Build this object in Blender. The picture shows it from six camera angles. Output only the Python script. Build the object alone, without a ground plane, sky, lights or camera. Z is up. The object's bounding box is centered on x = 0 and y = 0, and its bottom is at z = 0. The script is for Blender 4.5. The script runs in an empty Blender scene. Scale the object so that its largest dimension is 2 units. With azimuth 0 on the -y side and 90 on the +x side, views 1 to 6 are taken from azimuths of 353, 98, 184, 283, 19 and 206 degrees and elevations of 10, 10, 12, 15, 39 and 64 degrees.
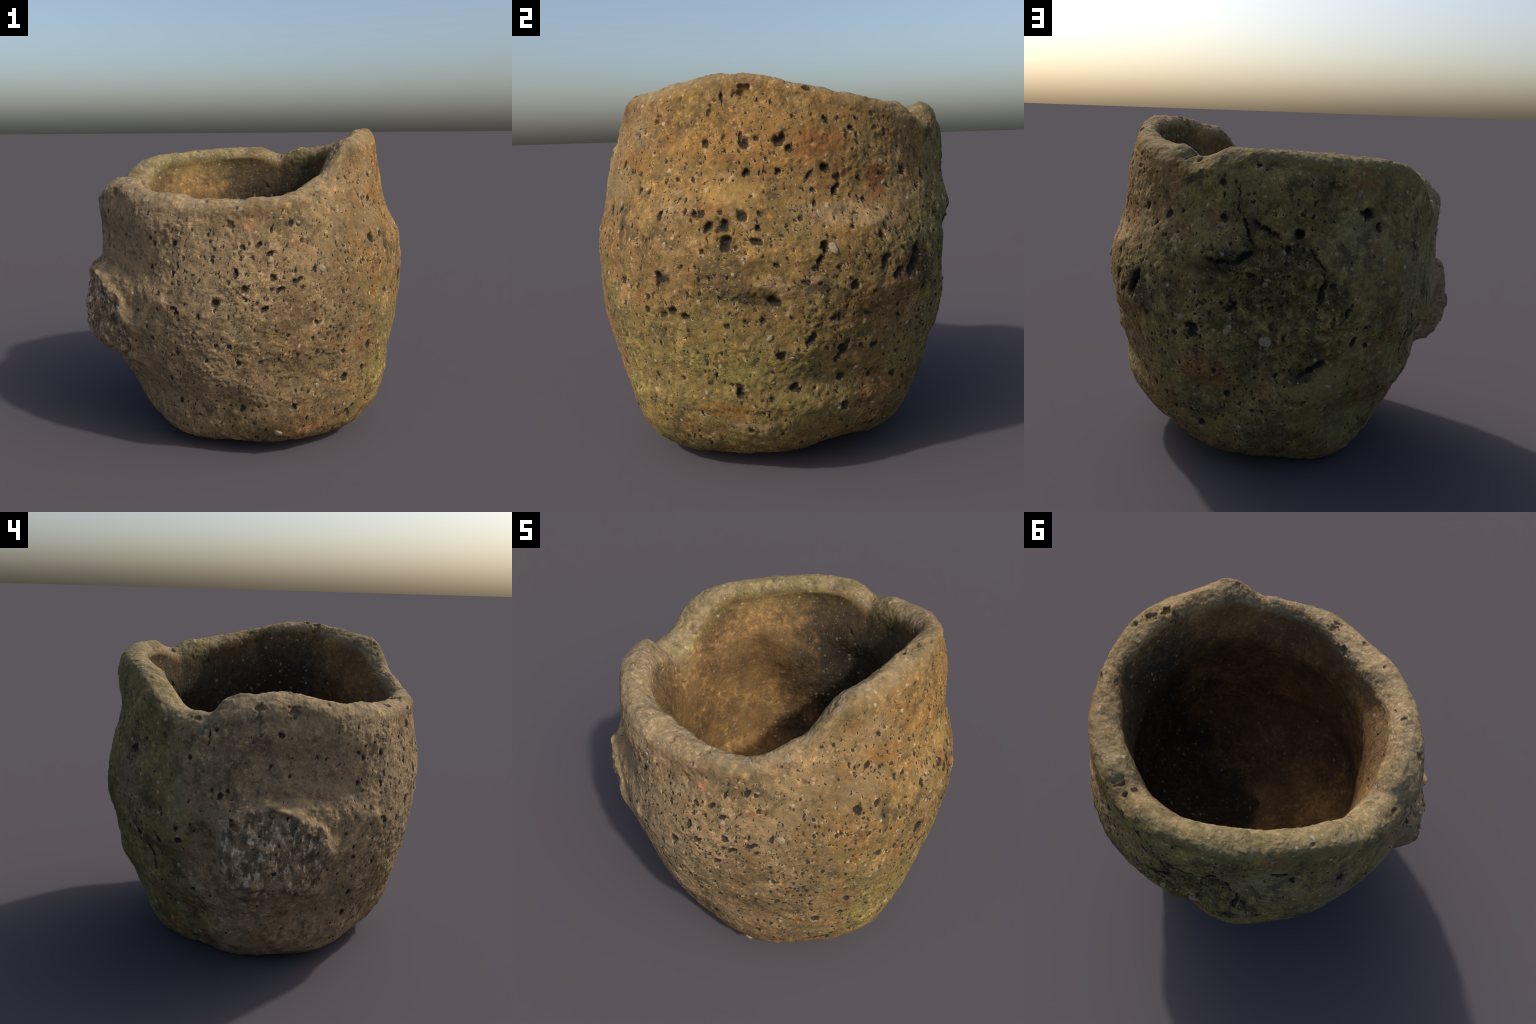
# A hand-built, pitted clay vessel with a rounded broken rim and two broken handle roots.
import bpy, math
import numpy as np
from mathutils import Vector

RNG = np.random.default_rng(7)
CX, CY = 0.04, 0.0          # axis of the vessel
ARC = 0.9                   # mean radius used to unroll the wall

# ------------------------------------------------------------------ profile
# Cross-sections of the outside: mean radius, then cos/sin lobes of order 1..8.
# The four lowest lie on rays fanned out under (axis, z = 0.35), the rest are level.
FAN = [-90, -68, -46, -23]
LEVELS = [0.35, 0.5, 0.65, 0.8, 0.95, 1.1, 1.25, 1.4, 1.6, 1.8]
SECTIONS = np.array([
    (0.338, 0.000, 0.000, 0.000, 0.000, 0.000, 0.000, 0.000, 0.000, 0.000, 0.000, 0.000, 0.000, 0.000, 0.000, 0.000, 0.000),
    (0.369, 0.003, -0.002, -0.002, 0.001, 0.000, 0.000, 0.000, 0.000, 0.001, -0.001, 0.000, 0.001, 0.000, 0.000, 0.000, 0.000),
    (0.475, -0.090, 0.049, 0.023, -0.004, 0.007, -0.013, -0.012, -0.006, -0.012, 0.012, 0.005, 0.002, 0.001, 0.001, -0.002, -0.001),
    (0.699, 0.014, -0.021, -0.010, -0.016, 0.003, -0.016, -0.007, 0.003, 0.003, -0.004, 0.003, 0.005, -0.004, 0.003, 0.002, 0.002),
    (0.798, 0.059, -0.016, 0.002, -0.009, -0.007, -0.008, 0.008, 0.005, -0.008, 0.003, -0.003, -0.003, 0.001, 0.002, 0.003, 0.013),
    (0.852, 0.022, -0.014, 0.003, -0.007, 0.000, -0.007, 0.004, 0.003, -0.006, -0.007, 0.005, 0.001, 0.010, -0.001, -0.003, 0.011),
    (0.884, 0.031, -0.015, 0.001, 0.006, -0.001, -0.004, -0.007, 0.002, 0.002, -0.010, 0.006, 0.008, -0.002, 0.000, 0.000, 0.001),
    (0.917, 0.019, -0.013, 0.011, 0.007, -0.006, 0.003, -0.013, -0.004, 0.006, -0.005, 0.005, 0.004, 0.001, 0.005, -0.002, -0.004),
    (0.930, 0.017, -0.010, 0.019, 0.009, -0.005, 0.020, -0.016, -0.004, -0.001, -0.014, 0.012, 0.000, -0.004, 0.002, 0.001, -0.003),
    (0.926, 0.028, -0.004, 0.016, 0.007, -0.009, 0.016, -0.007, -0.001, -0.006, -0.014, 0.009, 0.007, -0.004, 0.002, 0.001, -0.003),
    (0.905, 0.016, -0.002, 0.012, 0.007, -0.013, 0.006, -0.004, -0.012, -0.001, -0.009, 0.004, 0.008, -0.009, 0.002, 0.006, -0.003),
    (0.883, -0.014, 0.001, 0.013, 0.011, -0.020, 0.003, 0.001, -0.006, -0.004, 0.001, -0.006, 0.003, -0.003, 0.000, 0.008, 0.001),
    (0.856, -0.027, 0.021, 0.008, 0.007, -0.020, 0.017, 0.020, -0.007, -0.010, 0.003, -0.007, 0.000, 0.002, 0.008, 0.004, -0.007),
    (0.800, -0.014, 0.001, 0.019, 0.008, -0.047, 0.035, 0.022, -0.026, -0.007, -0.003, -0.002, -0.001, 0.010, 0.015, -0.011, -0.013),
])
# Height of the worn, broken rim every 5 degrees round the axis (0 = +x, 90 = +y).
RIM_HEIGHT = [
    1.843, 1.832, 1.819, 1.802, 1.792, 1.782, 1.765, 1.751, 1.734, 1.727, 1.719, 1.720,
    1.699, 1.671, 1.686, 1.716, 1.722, 1.721, 1.720, 1.717, 1.713, 1.709, 1.706, 1.703,
    1.697, 1.695, 1.690, 1.684, 1.668, 1.653, 1.617, 1.555, 1.495, 1.468, 1.467, 1.469,
    1.542, 1.567, 1.569, 1.576, 1.576, 1.571, 1.555, 1.535, 1.520, 1.509, 1.513, 1.509,
    1.484, 1.486, 1.487, 1.488, 1.491, 1.502, 1.504, 1.506, 1.519, 1.550, 1.586, 1.614,
    1.676, 1.750, 1.788, 1.799, 1.809, 1.820, 1.828, 1.832, 1.841, 1.847, 1.851, 1.847]
# Thickness of the rim every 15 degrees.
RIM_THICK = [
    0.135, 0.107, 0.163, 0.174, 0.171, 0.167, 0.144, 0.151, 0.154, 0.144, 0.182, 0.227,
    0.236, 0.201, 0.161, 0.184, 0.194, 0.168, 0.140, 0.123, 0.134, 0.172, 0.169, 0.160]
# The cavity: a round bore, a little off the axis, over a bowl-shaped floor.
BORE_X, BORE_Y, BORE_R = 0.076, 0.030, 0.715
FLOOR_Z = 0.395

# Broad swellings and hollows of the outside: angle, height, half-size round, half-size up, amount.
LUMPS = [
    (90, 1.165, 0.060, 0.045, 0.055),     # lip of the lost handle at the back
    (36, 1.35, 0.14, 0.07, -0.016), (33, 1.215, 0.16, 0.05, 0.013), (-20, 1.24, 0.16, 0.04, 0.008),
    (16, 0.985, 0.08, 0.040, 0.016), (4, 0.960, 0.06, 0.035, 0.012), (6, 0.890, 0.09, 0.035, -0.013), (22, .92, .06, .03, -.010), (-8, 0.88, 0.08, 0.06, -0.010),
    (44, 0.93, 0.10, 0.03, 0.014), (26, 0.60, 0.10, 0.03, -0.010), (17, 0.665, 0.04, 0.03, 0.012),
    (27, 0.585, 0.04, 0.03, 0.012), (72, 1.14, 0.10, 0.03, -0.014), (76, 1.24, 0.07, 0.04, 0.014),
    (-128, 0.93, 0.06, 0.04, 0.012), (-100, 1.06, 0.12, 0.04, 0.008), (-115, 0.35, 0.05, 0.10, 0.010),
    (148, 1.13, 0.18, 0.13, 0.034), (-35, 1.38, 0.25, 0.18, -0.022), (160, 0.30, 0.15, 0.10, -0.015),
    (128, 1.37, 0.05, 0.05, -0.012),
    (-128, 1.28, 0.03, 0.03, -0.012),
]
# Dents broken out of the rim: angle, height, distance from the axis, radius, squash in height.
RIM_DENTS = [
    (64, 1.71, 0.83, 0.055, .9), (60, 1.72, 0.81, 0.035, 1.2), (68, 1.69, 0.86, 0.035, 1.0), (84, 1.765, 0.80, 0.035, .8),
    (-128, 1.56, 0.80, 0.045, 0.7), (-119, 1.55, 0.76, 0.03, .8), (-135, 1.56, .74, .03, 1.0), (8, 1.86, 0.78, 0.035, 0.8),
    (-4, 1.87, 0.74, 0.03, 1.0), (178, 1.54, 0.90, 0.045, 0.9), (171, 1.50, 0.93, 0.035, 1.0), (152, 1.64, 0.84, 0.028, 1.0),
    (135, 1.70, 0.82, 0.03, .8), (112, 1.73, .79, .025, .8), (-102, 1.53, .84, .03, .8), (-87, 1.535, .84, .025, .8),
    (-68, 1.63, .82, .04, .8), (-58, 1.77, .78, .035, .9), (-30, 1.84, .76, .025, .8), (30, 1.79, .82, .025, .8), (-150, 1.61, .86, .03, .8),
    (160, 1.60, .86, .05, .8), (-160, 1.61, .84, .03, .7)]
# Large single pores and cracks of the outside: angle, height, half-length, half-width, slant, depth.
PORES = [
    (0.6, 1.430, .020, .015, 20, .020), (9.4, 1.434, .013, .013, 0, .016), (22.5, 1.441, .021, .018, 0, .022),
    (18, 1.419, .036, .009, 58, .014), (25, 1.355, .034, .016, 55, .022), (10.6, 1.565, .036, .013, 50, .018),
    (13, 1.535, .018, .015, 10, .014), (3.7, 1.205, .016, .015, 0, .018), (3.1, 1.157, .030, .014, -20, .016),
    (-9.4, 1.212, .026, .019, 20, .022), (-5, 1.223, .022, .026, 0, .022), (-4.4, 1.143, .036, .020, 60, .022),
    (-24.4, 1.260, .022, .013, 80, .018), (-13.7, 1.270, .015, .015, 0, .018), (-24.4, .988, .032, .020, -35, .022),
    (-21.2, .843, .026, .018, 20, .02), (-16.9, .823, .024, .012, 0, .016), (-3.1, .470, .026, .018, 80, .02),
    (-10, .542, .032, .008, 85, .012), (12.5, .491, .024, .017, 25, .018), (16.9, .707, .034, .011, 55, .018),
    (26.3, .628, .050, .012, 50, .018), (7.5, .898, .032, .020, -30, .024), (20, 1.097, .088, .013, 75, .028),
    (36.9, 1.042, .036, .017, 50, .024), (46.9, 1.034, .088, .030, 65, .038), (-7.5, 1.745, .030, .010, 100, .012),
    (30.6, 1.611, .014, .014, 0, .016), (41, 0.985, .040, .016, 40, .02), (26.5, .665, .022, .016, 30, .02),
    (125.6, 1.425, .036, .032, 0, .045), (129.4, 1.364, .022, .014, 60, .02), (123, 1.43, .013, .012, 0, .014),
    (82.4, 1.50, .075, .005, 90, .008), (85, 1.347, .100, .010, -72, .018), (83.7, 1.222, .062, .020, 35, .028),
    (76.5, 1.200, .062, .016, -10, .024), (90.4, 1.358, .085, .013, -30, .022), (101.2, 1.334, .032, .024, 10, .04),
    (107.5, 1.205, .075, .009, -50, .014), (108.8, 1.065, .088, .015, 73, .026), (106.8, .655, .100, .014, 28, .024),
    (68.1, .865, .034, .018, -20, .024), (65.6, .281, .022, .018, 0, .02), (77.5, .494, .019, .014, 20, .018),
    (117, .96, .05, .012, 60, .016), (80, .97, .04, .012, 40, .016), (120, .80, .03, .014, 70, .02),
    (165.6, .807, .026, .018, 20, .02), (149.3, .645, .098, .009, -75, .014), (168.1, .511, .018, .014, 0, .016),
    (177.4, 1.390, .072, .007, 88, .014), (-82.5, 1.372, .018, .014, 50, .016), (-93.7, 1.266, .020, .013, 20, .016),
    (-90, 1.222, .026, .014, 20, .018), (-45.6, 1.467, .022, .015, 55, .02), (-75, 1.133, .012, .022, 0, .016),
    (-86.9, 1.033, .030, .011, 30, .016), (-81.2, 1.080, .036, .011, 25, .016), (-121.9, .901, .032, .010, -60, .014),
    (-54.4, .240, .065, .012, 20, .018), (-117.5, 1.425, .022, .012, 20, .016), (-101, 1.12, .024, .012, 80, .016),
    (-92, .93, .026, .012, 40, .016),
]
# Pale stones set in the clay: angle, height, half-size, stretch.
STONES = [
    (22.5, 1.121, .026, 1.8), (91.3, 1.112, .020, 1.2), (90.3, 1.085, .018, 1.3), (78.7, .854, .030, 1.0),
    (91.2, .802, .036, 1.0), (121.2, 1.527, .022, 1.2), (-72.5, 1.133, .024, 1.1), (6.2, .732, .018, 1.6),
    (-71.3, 1.545, .022, 1.1), (-85.6, .165, .026, 1.2), (-109.4, 1.226, .011, 1.0), (-90, 1.195, .02, 1.4),
    (-172, .47, .022, 1.2), (-165, .40, .026, 1.4), (178, .36, .03, 1.3), (65, .905, .02, 1.2), (70, 1.27, .014, 1.6),
]
# The broken handle root on the -x side.
STUB = dict(angle=-162.0, low=0.545, high=1.045, half=0.285, out_low=0.125, out_high=0.052)
SCAR = dict(angle=96.0, z=0.96, radius=0.36)

# Where the colours of the wall change: angle, height, half-width, half-height, slant, strength, colour.
BLACKISH, OCHRE, RUSTY, PALE, MOSS, EARTH = (.032, .029, .018), (.250, .130, .036), (.195, .082, .027), (.330, .225, .118), (.180, .150, .048), (.080, .060, .030)
PATCHES = [
    (0, 1.56, .36, .13, 0, .6, OCHRE), (22, 1.55, .13, .06, 10, .6, RUSTY), (38, 1.38, .05, .09, 0, .8, RUSTY),
    (-5, 1.37, .15, .06, 0, .6, (.31, .19, .058)), (-10, 1.30, .06, .04, 0, .6, RUSTY), (30, 1.25, .21, .05, 0, .55, PALE),
    (-5, 1.00, .15, .11, 0, .65, EARTH), (8, .970, .08, .025, 0, .7, PALE), (18, .965, .06, .05, 30, .6, PALE),
    (0, .908, .11, .018, -5, .7, BLACKISH), (46, 1.03, .05, .11, 0, .65, BLACKISH), (43, .95, .08, .03, 0, .6, BLACKISH),
    (-5, .60, .32, .11, 0, .7, MOSS), (30, .88, .08, .04, 0, .6, OCHRE), (-8, .38, .15, .05, 0, .7, OCHRE),
    (0, .30, .13, .03, 0, .6, PALE), (38, .75, .13, .16, 0, .5, EARTH), (-24, .99, .05, .06, 0, .6, BLACKISH),
    (78, 1.20, .13, .06, 15, .75, BLACKISH), (86, 1.32, .03, .11, 0, .65, BLACKISH), (52, .98, .07, .11, 0, .7, BLACKISH),
    (62, 1.06, .07, .08, 0, .55, BLACKISH), (105, .64, .15, .04, 28, .75, BLACKISH), (112, 1.06, .03, .11, 0, .6, BLACKISH),
    (95, .28, .18, .07, 0, .5, BLACKISH), (100, 1.02, .20, .22, 0, .65, MOSS), (120, 1.32, .21, .17, 0, .5, (.200, .178, .088)),
    (72, .62, .15, .11, 0, .65, (.185, .085, .030)), (92, .55, .07, .11, 0, .55, (.215, .112, .050)), (76, 1.42, .08, .06, 0, .5, RUSTY),
    (145, 1.0, .14, .30, 0, .6, (.175, .140, .086)), (158, .58, .16, .16, 0, .6, (.105, .092, .034)), (165, .40, .10, .06, 0, .4, RUSTY),
    (-97, 1.36, .035, .02, -45, .8, (.36, .165, .085)), (-86, 1.36, .13, .05, 0, .65, EARTH), (-73, .18, .10, .03, 10, .7, (.34, .165, .060)),
    (-56, .20, .06, .02, 20, .7, OCHRE), (-42, .38, .09, .11, 0, .6, MOSS), (-103, .82, .20, .15, 0, .35, (.150, .125, .068)),
    (-93, .48, .12, .06, 20, .45, PALE), (-80, 1.28, .05, .025, 0, .6, RUSTY), (-40, 1.20, .035, .11, 0, .55, BLACKISH),
    (-118, .60, .10, .14, 20, .5, EARTH), (-70, .62, .14, .08, 0, .45, EARTH), (-62, .93, .12, .10, 0, .4, EARTH),
]

# ------------------------------------------------------------------ helpers
def smooth(a, b, x):
    t = np.clip((x - a) / (b - a), 0, 1)
    return t * t * (3 - 2 * t)


def spline(values, t, cyclic=False):
    """Catmull-Rom through evenly spaced values (first axis)."""
    v = np.asarray(values, float)
    n = len(v)
    i = np.floor(t).astype(int)
    if not cyclic:
        i = np.clip(i, 0, n - 2)
    f = t - i
    w = (-.5 * f + f**2 - .5 * f**3, 1 - 2.5 * f**2 + 1.5 * f**3, .5 * f + 2 * f**2 - 1.5 * f**3, -.5 * f**2 + .5 * f**3)
    ix = [(i + d) % n if cyclic else np.clip(i + d, 0, n - 1) for d in (-1, 0, 1, 2)]
    if v.ndim == 1:
        return sum(v[j] * q for j, q in zip(ix, w))
    cols = np.arange(v.shape[1])
    return sum(v[j, cols] * q for j, q in zip(ix, w))


def wrap(a):
    return (a + np.pi) % (2 * np.pi) - np.pi


NT = 1056
TH = np.arange(NT) * 2 * np.pi / NT
LOBES = np.stack([np.ones(NT)] + [f(h * TH) for h in range(1, 9) for f in (np.cos, np.sin)])
RADII = SECTIONS @ LOBES                     # 14 sections x NT
HEIGHT = spline(RIM_HEIGHT, TH / (2 * np.pi) * 72, True)
THICK = spline(RIM_THICK, TH / (2 * np.pi) * 24, True)
ROLL = 0.5 * THICK
ALONG = np.cos(TH) * BORE_X + np.sin(TH) * BORE_Y
ASIDE = np.sin(TH) * BORE_X - np.cos(TH) * BORE_Y


def bore(z):
    """Distance from the axis to the wall of the cavity."""
    r = BORE_R - .03 * smooth(1.1, .62, z)
    r = r + .035 * np.sin(TH)**2 * smooth(1.25, .95, z)
    return ALONG + np.sqrt(r**2 - ASIDE**2)


def soft_min(a, b, k=.04):
    h = np.clip(.5 + .5 * (b - a) / k, 0, 1)
    return b + (a - b) * h - k * h * (1 - h)


SHOULDER = HEIGHT - ROLL


def level_row(z):
    return len(FAN) + np.interp(z, LEVELS, np.arange(len(LEVELS)))


def stub_mask(th, z):
    """1 on the broken face, 0 outside; a rounded outline, sharp below."""
    s = STUB
    u = wrap(th - math.radians(s["angle"])) * ARC
    zc, hz = .5 * (s["low"] + s["high"]), .5 * (s["high"] - s["low"])
    tilt = (z - zc) + 0.25 * u                # the outline droops to the right
    d = (np.abs(u / s["half"])**2.4 + np.abs(tilt / hz)**2.4)**(1 / 2.4)
    return d, u, tilt / hz


def outside_relief(th, z, base):
    """Radial swelling of the outside at angle th, height z, where the plain wall has radius base."""
    out = np.zeros(np.broadcast(th, z).shape)
    for a, zc, su, sz, h in LUMPS:
        u = wrap(th - math.radians(a)) * ARC
        out = out + h * np.exp(-(u / su)**2 - ((z - zc) / sz)**2)
    d, u, v = stub_mask(th, z)
    # the stump: stands out most low on its left, drops away sharply underneath
    w = wrap(th - math.radians(-172)) * ARC
    zz = z + .06 * w + .012 * np.sin(16 * w + 1)
    up = np.interp(zz, [.50, .515, .54, .558, .605, .66, .72, .80, .88, .96, 1.04, 1.065, 1.12], [0, .76, .865, .94, .99, 1.015, 1.030, 1.043, 1.038, 1.024, 1.000, .95, .80])
    across = np.interp(w, [-.158, -.132, -.108, -.075, -.04, .02, .11, .20, .27, .36, .48], [0, .18, .74, .93, .99, 1, .98, .74, .52, .3, 0])
    d = d + .05 * np.sin(9 * u + 5 * v + 1) + .04 * np.sin(21 * u - 9 * v) + .03 * np.sin(37 * u + 13 * v)
    lip = np.exp(-((d - .95) / .10)**2) * (.25 + .75 * smooth(-.2, .4, v) * smooth(-.25, -.05, u)) * .028 * (.75 + .25 * np.sin(9 * u + 2))
    dish = smooth(.95, .5, d) * smooth(-.5, .5, v) * -.012
    ragged = .010 * np.sin(14 * u + 9 * v) * np.sin(5 * v - 11 * u) + .006 * np.sin(31 * u + 4 * v) * np.sin(7 * v + 23 * u)
    out = out + np.maximum(up - base, 0) * across + dish + lip + ragged * smooth(1.05, .75, d)
    return out


# ------------------------------------------------------------------ body mesh
rows, prof = [], []


def ring(r, z, p):
    rows.append(np.stack([CX + np.cos(TH) * r, CY + np.sin(TH) * r, np.broadcast_to(z, (NT,))], -1))
    prof.append(np.full(NT, p) if np.isscalar(p) else p)


def fan_ring(k, scale_in=0.0):
    ph = math.radians(np.interp(k, range(5), FAN + [0]))
    r = spline(RADII, np.full(NT, float(k)))
    return ph, r


for k in np.linspace(0.0005, 4, 96, endpoint=False):
    ph, r = fan_ring(k)
    z = 0.35 + math.sin(ph) * r
    rel = outside_relief(TH, z, math.cos(ph) * r) * smooth(-60, -5, math.degrees(ph))
    ring(math.cos(ph) * r + rel, z, k / 4)
WALL_ROWS = 300
for t in np.linspace(0, 1, WALL_ROWS):
    z = 0.35 + t * (SHOULDER - 0.35)
    r = spline(RADII, level_row(z))
    r = r + outside_relief(TH, z, r)
    ring(r, z, 1 + t)
rim_r = spline(RADII, level_row(SHOULDER))
rim_r = rim_r + outside_relief(TH, SHOULDER, rim_r)
SQUARE = 2.05 + .5 * np.sin(3 * TH + 1) + .35 * np.sin(7 * TH + 2) + .2 * np.sin(11 * TH)
TILT = .012 * np.sin(5 * TH + .5) + .010 * np.sin(8 * TH + 2.2)
for a in np.linspace(0, 180, 60)[1:]:
    c, s = math.cos(math.radians(a)), math.sin(math.radians(a))
    # a flattened roll: squarer than a circle
    q = (abs(c)**SQUARE + abs(s)**SQUARE)**(1 / SQUARE)
    ring(rim_r - ROLL + ROLL * c / q, SHOULDER + (ROLL + TILT * c) * s / q, 2 + a / 180)
for t in np.linspace(0, 1, 170)[1:]:
    z = SHOULDER + t * (0.62 - SHOULDER)
    lip = spline(RADII, level_row(z)) - THICK
    f = smooth(-.04, .30, SHOULDER - z)
    neck = spline(RADII, level_row(z)) - (.210 + .018 * np.cos(TH)) + .055 * smooth(1.2, .9, z)
    ring(lip + (soft_min(bore(z), neck) - lip) * f, z, 3 + .7 * t)
low = soft_min(bore(np.full(NT, .62)), spline(RADII, level_row(np.full(NT, .62))) - (.155 + .018 * np.cos(TH)))
for t in np.linspace(0, 1, 70)[1:]:
    a = t * math.pi / 2
    ring(low * max(math.cos(a), 1e-6)**.85, 0.62 - (0.62 - FLOOR_Z) * math.sin(a)**1.3, 3.7 + .3 * t)

V = np.array(rows)
PROFILE = np.array(prof)
# settle the foot on the ground
zf = V[..., 2]
V[..., 2] = np.where((zf < .03) & (PROFILE < 1.5), .03 * np.exp((zf - .03) / .03), zf)
# dents of the broken rim
for a, z, rho, rad, sq in RIM_DENTS:
    c = np.array([CX + math.cos(math.radians(a)) * rho, CY + math.sin(math.radians(a)) * rho, z])
    d = V - c
    dist = np.sqrt(d[..., 0]**2 + d[..., 1]**2 + (d[..., 2] / sq)**2)
    dist = dist * (1 + .25 * np.sin(90 * d[..., 0] + a) * np.sin(80 * d[..., 1] + 2 * a) + .2 * np.sin(120 * d[..., 2] + 70 * d[..., 0] + a))
    push = smooth(1.1, .6, dist / rad) * rad * .6
    inward = np.stack([-np.cos(TH) * .45, -np.sin(TH) * .45, np.full(NT, -.9)], -1)[None]
    V = V + push[..., None] * inward * (PROFILE > 1.2)[..., None] * (PROFILE < 3.2)[..., None]
# small random nicks all round the rim
RIM_ROWS = np.nonzero((PROFILE[:, 0] > 1.9) & (PROFILE[:, 0] < 3.15))[0]
R0, R1 = RIM_ROWS[0], RIM_ROWS[-1] + 1
for _ in range(70):
    j, i = int(RNG.integers(NT)), int(RNG.integers(R0 + 12, R1 - 4))
    rad = float(.009 + .020 * RNG.random()**2)
    cols = np.arange(j - 14, j + 15) % NT
    win = V[R0:R1][:, cols]
    out = np.array([math.cos(TH[j]), math.sin(TH[j]), 0])
    ang = (PROFILE[i, 0] - 2) * math.pi
    n = out * math.cos(ang) + np.array([0, 0, 1]) * max(math.sin(ang), .2)
    d = win - (V[i, j] + n * rad * .3)
    dist = np.sqrt((d**2).sum(-1)) * (1 + .3 * np.sin(190 * d[..., 0] + j) * np.sin(170 * d[..., 1] + i) + .2 * np.sin(230 * d[..., 2]))
    V[R0:R1, cols] = win - (smooth(1.15, .65, dist / rad) * rad * .8)[..., None] * n
NR = len(V)
me = bpy.data.meshes.new("clay_body")
idx = np.arange(NR * NT).reshape(NR, NT)
a, b = idx[:-1], idx[1:]
quads = np.stack([a, np.roll(a, -1, 1), np.roll(b, -1, 1), b], -1).reshape(-1, 4)
me.vertices.add(NR * NT)
me.vertices.foreach_set("co", V.reshape(-1).astype(np.float32))
me.loops.add(quads.size)
me.loops.foreach_set("vertex_index", quads.reshape(-1).astype(np.int32))
me.polygons.add(len(quads))
me.polygons.foreach_set("loop_start", np.arange(0, quads.size, 4, dtype=np.int32))
me.update(calc_edges=True)
at = me.attributes.new("profile", "FLOAT", "POINT")
at.data.foreach_set("value", PROFILE.reshape(-1).astype(np.float32))


# ------------------------------------------------------------------ node language shared by relief and colour
class Nodes:
    def __init__(self, tree):
        self.t, self.n, self.l = tree, tree.nodes, tree.links

    def put(self, sock, val):
        if val is None:
            return
        if isinstance(val, bpy.types.NodeSocket):
            self.l.new(val, sock)
        else:
            sock.default_value = val

    def m(self, op, a, b=None, c=None, clamp=False):
        n = self.n.new("ShaderNodeMath")
        n.operation, n.use_clamp = op, clamp
        for s, v in zip(n.inputs, (a, b, c)):
            self.put(s, v)
        return n.outputs[0]

    def xyz(self, x, y, z=0.0):
        n = self.n.new("ShaderNodeCombineXYZ")
        for s, v in zip(n.inputs, (x, y, z)):
            self.put(s, v)
        return n.outputs[0]

    def sep(self, v):
        n = self.n.new("ShaderNodeSeparateXYZ")
        self.put(n.inputs[0], v)
        return n.outputs

    def v(self, op, a, b=None, scale=None):
        n = self.n.new("ShaderNodeVectorMath")
        n.operation = op
        self.put(n.inputs[0], a)
        if b is not None:
            self.put(n.inputs[1], b)
        if scale is not None:
            self.put(n.inputs["Scale"], scale)
        return n.outputs["Value" if op in ("LENGTH", "DOT_PRODUCT", "DISTANCE") else "Vector"]

    def noise(self, vec, scale, detail=2.0, rough=.5, color=False):
        n = self.n.new("ShaderNodeTexNoise")
        self.put(n.inputs["Vector"], vec)
        n.inputs["Scale"].default_value, n.inputs["Detail"].default_value, n.inputs["Roughness"].default_value = scale, detail, rough
        return n.outputs["Color" if color else 0]

    def cells(self, vec, scale, dims="2D"):
        n = self.n.new("ShaderNodeTexVoronoi")
        n.voronoi_dimensions = dims
        self.put(n.inputs["Vector"], vec)
        n.inputs["Scale"].default_value = scale
        return n.outputs["Distance"], n.outputs["Color"]

    def step(self, x, lo, hi, a=0.0, b=1.0):
        n = self.n.new("ShaderNodeMapRange")
        n.interpolation_type = "SMOOTHSTEP"
        for s, v in zip(n.inputs, (x, lo, hi, a, b)):
            self.put(s, v)
        return n.outputs[0]

    def mix(self, f, a, b, mode="MIX"):
        n = self.n.new("ShaderNodeMix")
        n.data_type, n.blend_type = "RGBA", mode
        self.put(n.inputs[0], f)
        self.put(n.inputs[6], a if isinstance(a, bpy.types.NodeSocket) else (*a, 1))
        self.put(n.inputs[7], b if isinstance(b, bpy.types.NodeSocket) else (*b, 1))
        return n.outputs[2]


def unrolled(g, pos):
    """Position on the unrolled wall (arc, height) and the outward direction."""
    x, y, z = g.sep(pos)
    dx, dy = g.m("SUBTRACT", x, CX), g.m("SUBTRACT", y, CY)
    th = g.m("ARCTAN2", dy, dx)
    rho = g.m("SQRT", g.m("ADD", g.m("MULTIPLY", dx, dx), g.m("MULTIPLY", dy, dy)))
    rho = g.m("MAXIMUM", rho, .01)
    return dict(u=g.m("MULTIPLY", th, ARC), z=z, cx=g.m("DIVIDE", dx, rho), cy=g.m("DIVIDE", dy, rho), th=th)


def facing(g, U, angle, power=1.0):
    """0..1: how near the given side (degrees) of the vessel the point stands."""
    a = math.radians(angle)
    d = g.m("ADD", g.m("MULTIPLY", U["cx"], math.cos(a)), g.m("MULTIPLY", U["cy"], math.sin(a)))
    return g.m("MULTIPLY_ADD", d, .5, .5)


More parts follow.
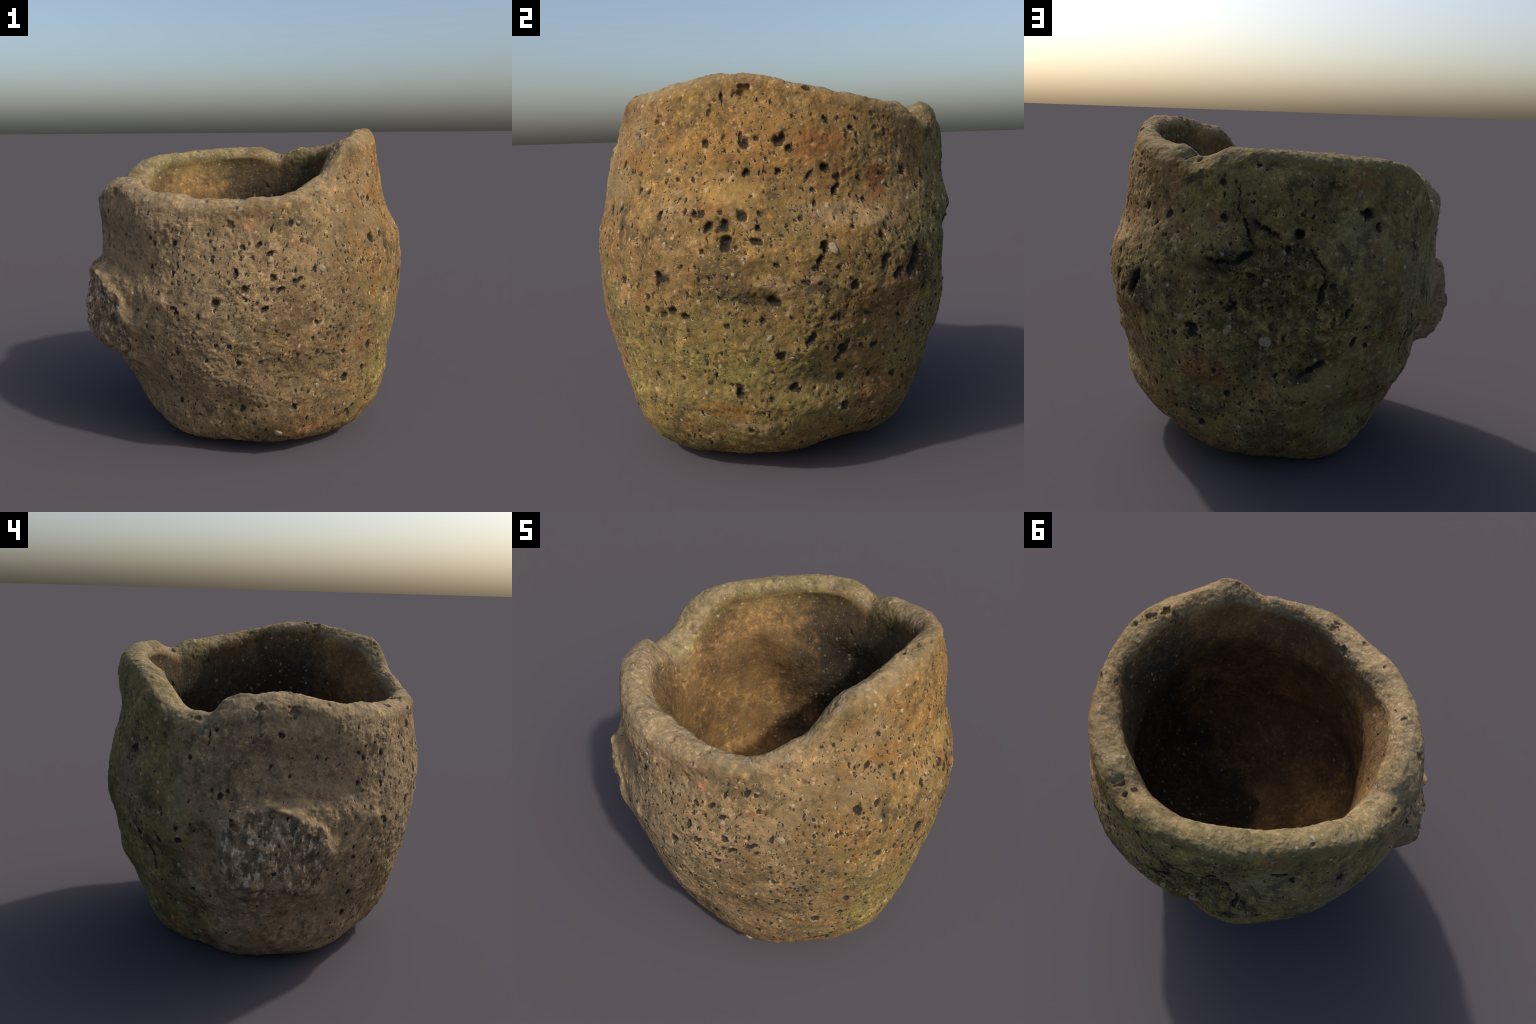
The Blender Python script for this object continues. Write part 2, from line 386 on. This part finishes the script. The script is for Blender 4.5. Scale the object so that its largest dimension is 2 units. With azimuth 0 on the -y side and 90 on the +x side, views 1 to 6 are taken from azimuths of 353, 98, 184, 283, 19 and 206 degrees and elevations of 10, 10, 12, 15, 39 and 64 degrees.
def pore_fields(g, U, profile):
    """Depth of the pores (metres) and their 0..1 mask, the same for the relief and the colour."""
    flat = g.xyz(U["u"], U["z"])
    warp = g.v("SCALE", g.v("SUBTRACT", g.noise(flat, 26.0, 4.0, .7, color=True), (.5, .5, .5)), scale=.056)
    wv = g.v("ADD", flat, warp)
    wv = g.v("MULTIPLY", wv, (1, 1, 0))
    wall = g.m("MULTIPLY", g.step(profile, .55, .8), g.step(profile, 2.1, 1.93))
    # more pores where the clay faces front and +x, few round the handle root and near the seam
    few = g.m("MAXIMUM", g.m("MULTIPLY", facing(g, U, -175), 1.0), g.m("MULTIPLY", facing(g, U, 150), 1.0))
    dens = g.step(few, .74, .97, 1.0, .22)
    patch = g.step(g.noise(flat, 4.2, 3.0), .36, .62, .30, 1.0)
    band = g.step(g.m("ABSOLUTE", g.m("SUBTRACT", U["z"], .98)), .12, .45, 1.25, .8)
    patch = g.m("MULTIPLY", patch, band)
    dens = g.m("MULTIPLY", g.m("MULTIPLY", dens, patch), wall)
    depth, mask, pale_ring = None, None, None
    for scale, share, r0, r1, k, off in ((6.5, .62, .008, .024, .85, 0.0), (13.0, .70, .005, .0135, .9, 3.7), (25.0, .80, .0032, .0082, .9, 9.1), (44., .6, .0024, .005, .9, 5.3)):
        d, col = g.cells(g.v("ADD", wv, (off, off * .7, 0)), scale)
        cr, cg, cb = g.sep(col)
        r = g.m("MULTIPLY_ADD", g.m("MULTIPLY", cr, cr), r1 - r0, r0)
        lives = g.m("LESS_THAN", cg, g.m("MULTIPLY", dens, share))
        r = g.m("MULTIPLY", r, g.m("MAXIMUM", lives, .0001))
        dist = g.m("DIVIDE", g.m("DIVIDE", d, scale), r)
        hole = g.step(dist, 1.18, .72)
        halo = g.m("MULTIPLY", g.step(dist, 2.3, 1.2), g.m("GREATER_THAN", cb, .35))
        pale_ring = halo if pale_ring is None else g.m("MAXIMUM", pale_ring, halo)
        dd = g.m("MULTIPLY", g.m("MULTIPLY", g.step(dist, 1.35, .25), r), k)
        depth = dd if depth is None else g.m("MAXIMUM", depth, dd)
        mask = hole if mask is None else g.m("MAXIMUM", mask, hole)
    torn = g.step(g.noise(flat, 30.0, 3.0, .7), .52, .34, 0.0, .75)
    big = None
    for ang, z, la, lb, slant, dp in PORES:
        th, s = math.radians(ang), math.radians(slant)
        uc = math.remainder(th, 2 * math.pi) * ARC
        q = g.v("SUBTRACT", wv, (uc, z, 0))
        # stretched so that the pore becomes a unit circle
        qa = g.v("DOT_PRODUCT", q, (math.cos(s) / la, math.sin(s) / la, 0))
        qb = g.v("DOT_PRODUCT", q, (-math.sin(s) / lb, math.cos(s) / lb, 0))
        dist = g.m("SQRT", g.m("ADD", g.m("MULTIPLY", qa, qa), g.m("MULTIPLY", qb, qb)))
        if la > 3.5 * lb:                      # cracks come and go along their length
            qa2 = g.m("ADD", dist, torn)
            dist = qa2
        hole = g.step(dist, 1.10, .82)
        dd = g.m("MULTIPLY", g.step(dist, 1.15, .3), dp * 1.1)
        big = (hole, dd) if big is None else (g.m("MAXIMUM", big[0], hole), g.m("MAXIMUM", big[1], dd))
    outer = g.m("LESS_THAN", profile, 2.05)
    mask = g.m("MAXIMUM", mask, g.m("MULTIPLY", big[0], outer))
    depth = g.m("MAXIMUM", depth, g.m("MULTIPLY", big[1], outer))
    return depth, mask, pale_ring


def scar_mask(g, U, flat):
    uc = math.radians(SCAR["angle"]) * ARC
    d = g.v("LENGTH", g.v("SUBTRACT", flat, (uc, SCAR["z"], 0)))
    d = g.m("ADD", d, g.m("MULTIPLY", g.m("SUBTRACT", g.noise(flat, 7.0, 2.0), .5), .2))
    return g.step(d, SCAR["radius"] + .03, SCAR["radius"] - .06)


def stub_face(g, U, flat, profile):
    s = STUB
    a = math.radians(s["angle"])
    # angle from the stub's own axis, free of the seam at 180 degrees
    sn = g.m("SUBTRACT", g.m("MULTIPLY", U["cy"], math.cos(a)), g.m("MULTIPLY", U["cx"], math.sin(a)))
    cs = g.m("ADD", g.m("MULTIPLY", U["cx"], math.cos(a)), g.m("MULTIPLY", U["cy"], math.sin(a)))
    u = g.m("MULTIPLY", g.m("ARCTAN2", sn, cs), ARC)
    zc, hz = .5 * (s["low"] + s["high"]), .5 * (s["high"] - s["low"])
    t = g.m("ADD", g.m("SUBTRACT", U["z"], zc), g.m("MULTIPLY", u, .25))
    p = lambda x, h: g.m("POWER", g.m("ABSOLUTE", g.m("DIVIDE", x, h)), 2.4)
    d = g.m("POWER", g.m("ADD", p(u, s["half"]), p(t, hz)), 1 / 2.4)
    d = g.m("ADD", d, g.m("MULTIPLY", g.m("SUBTRACT", g.noise(flat, 9.0, 2.0), .5), .25))
    return g.m("MULTIPLY", g.step(d, .98, .84), g.m("LESS_THAN", profile, 2.0))


# ------------------------------------------------------------------ relief, by geometry nodes
gt = bpy.data.node_groups.new("clay_relief", "GeometryNodeTree")
gt.interface.new_socket("Geometry", in_out="INPUT", socket_type="NodeSocketGeometry")
gt.interface.new_socket("Geometry", in_out="OUTPUT", socket_type="NodeSocketGeometry")
g = Nodes(gt)
gi, go = gt.nodes.new("NodeGroupInput"), gt.nodes.new("NodeGroupOutput")
pos = gt.nodes.new("GeometryNodeInputPosition").outputs[0]
nor = gt.nodes.new("GeometryNodeInputNormal").outputs[0]
na = gt.nodes.new("GeometryNodeInputNamedAttribute")
na.data_type = "FLOAT"
na.inputs["Name"].default_value = "profile"
profile = next(o for o in na.outputs if o.type == "VALUE" and o.enabled)
U = unrolled(g, pos)
flat = g.xyz(U["u"], U["z"])
depth, mask, pale_ring = pore_fields(g, U, profile)
rim = g.m("MULTIPLY", g.step(profile, 1.85, 2.1), g.step(profile, 3.1, 2.9))
inner = g.step(profile, 2.8, 3.05)
foot = g.step(profile, .30, .62)
scar = g.m("MULTIPLY", scar_mask(g, U, flat), g.m("LESS_THAN", profile, 2.0))
stub = stub_face(g, U, flat, profile)
rough = g.m("MAXIMUM", g.m("MAXIMUM", g.m("MULTIPLY", rim, .28), g.m("MULTIPLY", scar, 1.35)), g.m("MULTIPLY", stub, .55))


def centred(x, amp):
    return g.m("MULTIPLY", g.m("SUBTRACT", x, .5), amp)


bumps = g.m("ADD", centred(g.noise(pos, 5.0, 2.0), .022), centred(g.noise(pos, 14.0, 3.0, .6), .022))
patchy = g.step(g.noise(pos, 5.5, 3.0, .6), .42, .64, .22, 1.35)
fine = g.m("MULTIPLY", centred(g.noise(pos, 38.0, 4.0, .65), .017), patchy)
broken = g.m("ADD", centred(g.noise(pos, 9.0, 3.0, .6), .060), centred(g.noise(pos, 28.0, 4.0, .7), .045))
lift = g.m("ADD", g.m("ADD", bumps, fine), g.m("MULTIPLY", broken, rough))
lift = g.m("MULTIPLY", lift, g.m("MULTIPLY_ADD", foot, .9, .1))
lift = g.m("MULTIPLY", lift, g.m("MULTIPLY_ADD", inner, -.45, 1.0))
lift = g.m("MULTIPLY", lift, g.m("MULTIPLY_ADD", rim, -.30, 1.0))
move = g.v("SCALE", nor, scale=lift)
side = g.m("MULTIPLY_ADD", g.m("GREATER_THAN", profile, 2.5), -2.0, 1.0)
cut = g.m("MULTIPLY", g.m("MULTIPLY", depth, side), -1.0)
move = g.v("ADD", move, g.xyz(g.m("MULTIPLY", U["cx"], cut), g.m("MULTIPLY", U["cy"], cut), 0.0))
sp = gt.nodes.new("GeometryNodeSetPosition")
g.l.new(gi.outputs[0], sp.inputs["Geometry"])
g.l.new(move, sp.inputs["Offset"])
g.l.new(sp.outputs[0], go.inputs[0])

body = bpy.data.objects.new("clay_body", me)
bpy.context.scene.collection.objects.link(body)
body.modifiers.new("relief", "NODES").node_group = gt
dg = bpy.context.evaluated_depsgraph_get()
full = bpy.data.meshes.new_from_object(body.evaluated_get(dg))
bpy.data.objects.remove(body)
bpy.data.meshes.remove(me)
bpy.data.node_groups.remove(gt)
P = np.empty(NR * NT * 3, np.float32)
full.vertices.foreach_get("co", P)
P = P.reshape(-1, 3)
P[:, 2] -= P[:, 2].min()
full.vertices.foreach_set("co", P.reshape(-1))
full.update()
N = np.empty(NR * NT * 3, np.float32)
full.vertex_normals.foreach_get("vector", N)
N = N.reshape(-1, 3)


# ------------------------------------------------------------------ clay material
def clay_material():
    mat = bpy.data.materials.new("fired_clay")
    mat.use_nodes = True
    t = mat.node_tree
    t.nodes.clear()
    g = Nodes(t)
    pos = t.nodes.new("ShaderNodeTexCoord").outputs["Object"]
    pa = t.nodes.new("ShaderNodeAttribute")
    pa.attribute_name = "profile"
    profile = pa.outputs["Fac"]
    U = unrolled(g, pos)
    flat = g.xyz(U["u"], U["z"])
    z = U["z"]
    pores = pore_fields(g, U, profile)
    pale_ring = pores[2]
    n1, n2 = g.noise(pos, 2.3, 3.0, .6), g.noise(g.v("ADD", pos, (7, 3, 1)), 3.1, 4.0, .6)
    n3, n4 = g.noise(g.v("ADD", pos, (1, 9, 4)), 5.5, 4.0, .65), g.noise(pos, 14.0, 5.0, .7)
    grain = g.noise(pos, 60.0, 6.0, .75)
    front, east, north, west = facing(g, U, -95), facing(g, U, 5), facing(g, U, 110), facing(g, U, -165)

    def where(a, n, spread=.5, lo=.5, hi=.75):
        return g.step(g.m("ADD", a, g.m("MULTIPLY", g.m("SUBTRACT", n, .5), spread)), lo, hi)

    def shifted(x, y, zz):
        return g.v("ADD", pos, (x, y, zz))

    tan, brown, grey = (.222, .152, .074), (.140, .094, .044), (.290, .205, .115)
    ochre, olive, rust = (.200, .114, .037), (.172, .142, .048), (.190, .085, .029)
    col = g.mix(g.step(n1, .38, .62), tan, brown)
    col = g.mix(g.m("MULTIPLY", where(west, n2, .6, .60, .88), .8), col, grey)
    col = g.mix(g.m("MULTIPLY", where(east, n3, 1.1, .60, 1.02), .85), col, ochre)
    ol = g.m("MAXIMUM", where(north, n2, 1.0, .62, .98), g.m("MULTIPLY", where(east, n1, 1.5, .72, 1.02), g.step(z, 1.25, .55, .2, .8)))
    col = g.mix(g.m("MULTIPLY", ol, .85), col, olive)
    ru = g.m("MULTIPLY", g.step(n3, .53, .68), g.step(g.m("MAXIMUM", east, north), .35, .85))
    col = g.mix(g.m("MULTIPLY", ru, .5), col, rust)
    foot_rust = g.m("MULTIPLY", g.step(z, .40, .06), g.step(n2, .45, .60))
    col = g.mix(g.m("MULTIPLY", foot_rust, .6), col, (.21, .105, .040))
    loose = g.v("ADD", flat, g.v("SCALE", g.v("SUBTRACT", g.noise(flat, 9.0, 5.0, .7, color=True), (.5, .5, .5)), scale=.16))
    loose = g.v("MULTIPLY", loose, (1, 1, 0))
    on_wall = g.step(profile, 2.15, 1.95)
    for ang, zz, la, lb, slant, much, paint in PATCHES:
        mp = t.nodes.new("ShaderNodeMapping")
        mp.vector_type = "TEXTURE"
        g.put(mp.inputs["Vector"], loose)
        mp.inputs["Location"].default_value = (math.radians(ang) * ARC, zz, 0)
        mp.inputs["Rotation"].default_value = (0, 0, math.radians(slant))
        mp.inputs["Scale"].default_value = (la, lb, 1)
        f = g.step(g.v("LENGTH", mp.outputs[0]), 1.3, .45, 0.0, much)
        col = g.mix(g.m("MULTIPLY", f, on_wall), col, paint)
    # dark grime: broad stains, and a mottle of smaller blots
    grime = g.step(g.m("MULTIPLY_ADD", g.step(north, .6, .9), .05, g.noise(shifted(4, 2, 8), 6.5, 5.0, .7)), .53, .68)
    blots = g.step(g.noise(shifted(8, 1, 2), 19.0, 5.0, .75), .54, .66)
    col = g.mix(g.m("MULTIPLY", grime, .65), col, (.042, .035, .020))
    col = g.mix(g.m("MULTIPLY", blots, .50), col, (.045, .036, .022))
    # rim a little paler, with a grey-green film
    rim = g.m("MULTIPLY", g.step(profile, 2.05, 2.4), g.step(profile, 3.0, 2.8))
    col = g.mix(g.m("MULTIPLY", rim, .6), col, g.mix(g.step(n4, .42, .58), g.mix(blots, (.285, .215, .122), (.40, .325, .215)), g.mix(blots, (.125, .100, .056), (.045, .040, .026))))
    # inside: warm brown, much darker towards +x/+y
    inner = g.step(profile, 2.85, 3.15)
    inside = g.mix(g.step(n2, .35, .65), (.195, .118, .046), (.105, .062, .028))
    inner_dark = where(facing(g, U, 35), n3, .6, .55, .85)
    inside = g.mix(g.m("MULTIPLY", inner_dark, .85), inside, (.018, .018, .015))
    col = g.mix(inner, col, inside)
    # broken handle root: grey stony break full of pale splinters
    stub = stub_face(g, U, flat, profile)
    splinter = g.noise(g.v("MULTIPLY", shifted(3, 3, 3), (1.0, 1.0, .45)), 38.0, 4.0, .65)
    broken = g.mix(g.step(n4, .40, .60), (.120, .083, .045), (.250, .178, .102))
    broken = g.mix(g.m("MULTIPLY", g.step(splinter, .52, .62), .9), broken, (.52, .43, .32))
    col = g.mix(g.m("MULTIPLY", stub, .85), col, broken)
    scar = g.m("MULTIPLY", scar_mask(g, U, flat), g.m("LESS_THAN", profile, 2.0))
    crust = g.m("MAXIMUM", g.step(n4, .52, .40), blots)
    col = g.mix(g.m("MULTIPLY", g.m("MULTIPLY", scar, crust), .50), col, (.026, .027, .013))
    col = g.mix(g.m("MULTIPLY", g.m("MULTIPLY", scar, g.step(n3, .58, .70)), .6), col, (.16, .15, .075))
    # pale broken rings beside the pores
    pale_rings = g.m("MULTIPLY", pale_ring, g.step(g.noise(shifted(2, 6, 1), 30.0, 3.0, .65), .50, .59))
    col = g.mix(g.m("MULTIPLY", pale_rings, .65), col, g.mix(east, (.42, .315, .20), (.40, .27, .135)))
    # grain
    g2 = g.noise(shifted(5, 5, 5), 34.0, 5.0, .75)
    worn = g.step(g.noise(shifted(6, 4, 9), 3.6, 3.0, .6), .40, .62, .40, 1.0)
    for n, lo, hi, gain in ((n4, .46, .66, .45), (g2, .51, .67, .75), (grain, .54, .74, .30)):
        col = g.mix(g.m("MULTIPLY", g.m("MULTIPLY", g.step(n, lo, hi), gain), worn), col, g.mix(1.0, col, (2.2, 2.05, 1.85), "MULTIPLY"))
    for n, lo, hi, gain in ((n4, .50, .30, .5), (g2, .47, .33, .65), (grain, .45, .28, .35)):
        col = g.mix(g.m("MULTIPLY", g.m("MULTIPLY", g.step(n, lo, hi), gain), worn), col, g.mix(1.0, col, (.42, .40, .38), "MULTIPLY"))
    # crushed pale temper
    for scale, r, share, gain in ((26.0, .0105, .20, 1.0), (58.0, .0050, .18, .7)):
        wv = g.v("ADD", pos, g.v("SCALE", g.v("SUBTRACT", g.noise(pos, 60.0, 1.0, .5, color=True), (.5, .5, .5)), scale=.016))
        d, c = g.cells(wv, scale, "3D")
        cr, cg, cb = g.sep(c)
        f = g.m("MULTIPLY", g.step(d, r * scale * 1.2, r * scale * .5), g.m("LESS_THAN", cr, g.m("MULTIPLY_ADD", g.m("MAXIMUM", inner, rim), .14, share)))
        col = g.mix(g.m("MULTIPLY", f, g.m("MULTIPLY", cg, gain)), col, g.mix(inner, (.40, .32, .21), (.27, .225, .15)))
    depth, mask, pale_ring = pores
    col = g.mix(g.m("MULTIPLY", mask, .9), col, (.016, .0145, .014))  # hole shadow and occlusion baked into the pore colour
    bs = t.nodes.new("ShaderNodeBsdfPrincipled")
    g.l.new(col, bs.inputs["Base Color"])
    bs.inputs["Roughness"].default_value = .9
    bs.inputs["Specular IOR Level"].default_value = .15
    bump = t.nodes.new("ShaderNodeBump")
    bump.inputs["Strength"].default_value, bump.inputs["Distance"].default_value = .8, .008
    g.l.new(g.m("ADD", g.m("MULTIPLY", grain, 1.0), g.m("MULTIPLY", g.noise(pos, 130.0, 4.0, .7), .5)), bump.inputs["Height"])
    g.l.new(bump.outputs[0], bs.inputs["Normal"])
    out = t.nodes.new("ShaderNodeOutputMaterial")
    g.l.new(bs.outputs[0], out.inputs[0])
    return mat


CLAY = clay_material()

# ------------------------------------------------------------------ split the one smooth body into its parts
vessel = bpy.data.objects.new("clay_vessel", None)
vessel.empty_display_size = .2
vessel["label"] = "rough pitted brown clay vessel with broken rim and handle"
vessel["category"] = "clay pot"
bpy.context.scene.collection.objects.link(vessel)


def add(name, data, parent=vessel, kind=None):
    o = bpy.data.objects.new(name, data)
    bpy.context.scene.collection.objects.link(o)
    o.parent = parent
    if kind:
        o["kind"] = kind
    return o


qp = PROFILE.reshape(-1)[quads].mean(1)
qc = P[quads].mean(1)
qth = np.arctan2(qc[:, 1] - CY, qc[:, 0] - CX)
dist, _, _ = stub_mask(qth, qc[:, 2])
region = np.select([qp < .5, (qp < 2) & (dist < 1.08), qp < 2, qp < 3.05, qp < 3.85], [0, 4, 1, 2, 3], 5)
for r, name in enumerate(("base", "wall", "rim", "inner_wall", "handle_root", "floor")):
    f = quads[region == r]
    used, inv = np.unique(f, return_inverse=True)
    inv = inv.reshape(-1, 4)
    m = bpy.data.meshes.new(name)
    m.vertices.add(len(used))
    m.vertices.foreach_set("co", P[used].reshape(-1))
    m.loops.add(inv.size)
    m.loops.foreach_set("vertex_index", inv.reshape(-1).astype(np.int32))
    m.polygons.add(len(inv))
    m.polygons.foreach_set("loop_start", np.arange(0, inv.size, 4, dtype=np.int32))
    m.polygons.foreach_set("use_smooth", np.ones(len(inv), bool))
    m.update(calc_edges=True)
    at = m.attributes.new("profile", "FLOAT", "POINT")
    at.data.foreach_set("value", PROFILE.reshape(-1)[used].astype(np.float32))
    m.materials.append(CLAY)
    m.normals_split_custom_set_from_vertices(N[used])
    add(name, m)
bpy.data.meshes.remove(full)


# ------------------------------------------------------------------ stones of the temper
def stone_material():
    mat = bpy.data.materials.new("pale_stone")
    mat.use_nodes = True
    t = mat.node_tree
    g = Nodes(t)
    bs = t.nodes["Principled BSDF"]
    tc = t.nodes.new("ShaderNodeTexCoord").outputs["Object"]
    rnd = t.nodes.new("ShaderNodeObjectInfo").outputs["Random"]
    col = g.mix(rnd, (.36, .28, .18), (.22, .175, .105))
    col = g.mix(g.step(g.noise(tc, 3.0, 4.0, .7), .40, .65), col, (.14, .11, .065))
    g.l.new(col, bs.inputs["Base Color"])
    bs.inputs["Roughness"].default_value = .85
    bs.inputs["Specular IOR Level"].default_value = .2
    return mat


STONE = stone_material()


def pebble(seed):
    """Unit lump: a sphere squashed by a few random planes."""
    import bmesh
    r = np.random.default_rng(seed)
    bm = bmesh.new()
    bmesh.ops.create_icosphere(bm, subdivisions=3, radius=1.0)
    planes = [(r.normal(size=3), r.uniform(.55, .85)) for _ in range(7)]
    for v in bm.verts:
        p = np.array(v.co)
        for n, d in planes:
            n = n / np.linalg.norm(n)
            h = p @ n
            if h > d:
                p = p - n * (h - d) * .85
        v.co = p
    m = bpy.data.meshes.new("grit")
    bm.to_mesh(m)
    bm.free()
    m.polygons.foreach_set("use_smooth", np.ones(len(m.polygons), bool))
    m.materials.append(STONE)
    return m


PEBBLES = [pebble(s) for s in range(6)]
GRID_P, GRID_N = P.reshape(NR, NT, 3), N.reshape(NR, NT, 3)


def surface_at(angle, z):
    j = int(round((math.radians(angle) % (2 * math.pi)) / (2 * math.pi) * NT)) % NT
    col = GRID_P[:96 + WALL_ROWS + 20, j, 2]
    i = int(np.abs(col - z)[30:].argmin()) + 30
    return GRID_P[i, j], GRID_N[i, j]


def set_stone(p, n, size, stretch, seed, sink=.45):
    r = np.random.default_rng(seed)
    o = add("grit", PEBBLES[seed % len(PEBBLES)])
    n = Vector(n).normalized()
    q = n.to_track_quat("Z", "Y")
    from mathutils import Quaternion
    o.rotation_mode = "QUATERNION"
    o.rotation_quaternion = q @ Quaternion((0, 0, 1), float(r.uniform(0, 6.28)))
    o.scale = (size * stretch**.5, size / stretch**.5, size * .6)
    o.location = Vector(p) - n * size * .6 * sink
    return o


for i, (a, z, s, st) in enumerate(STONES):
    p, n = surface_at(a, z)
    set_stone(p, n, s, st, 100 + i, .35)
wall_i = np.arange(40, 96 + WALL_ROWS - 8)
for i in range(170):
    ri = int(RNG.choice(wall_i))
    ci = int(RNG.integers(NT))
    size = float(.006 + .012 * RNG.random()**2.5)
    set_stone(GRID_P[ri, ci], GRID_N[ri, ci], size, float(RNG.uniform(1, 1.9)), 300 + i, .55)
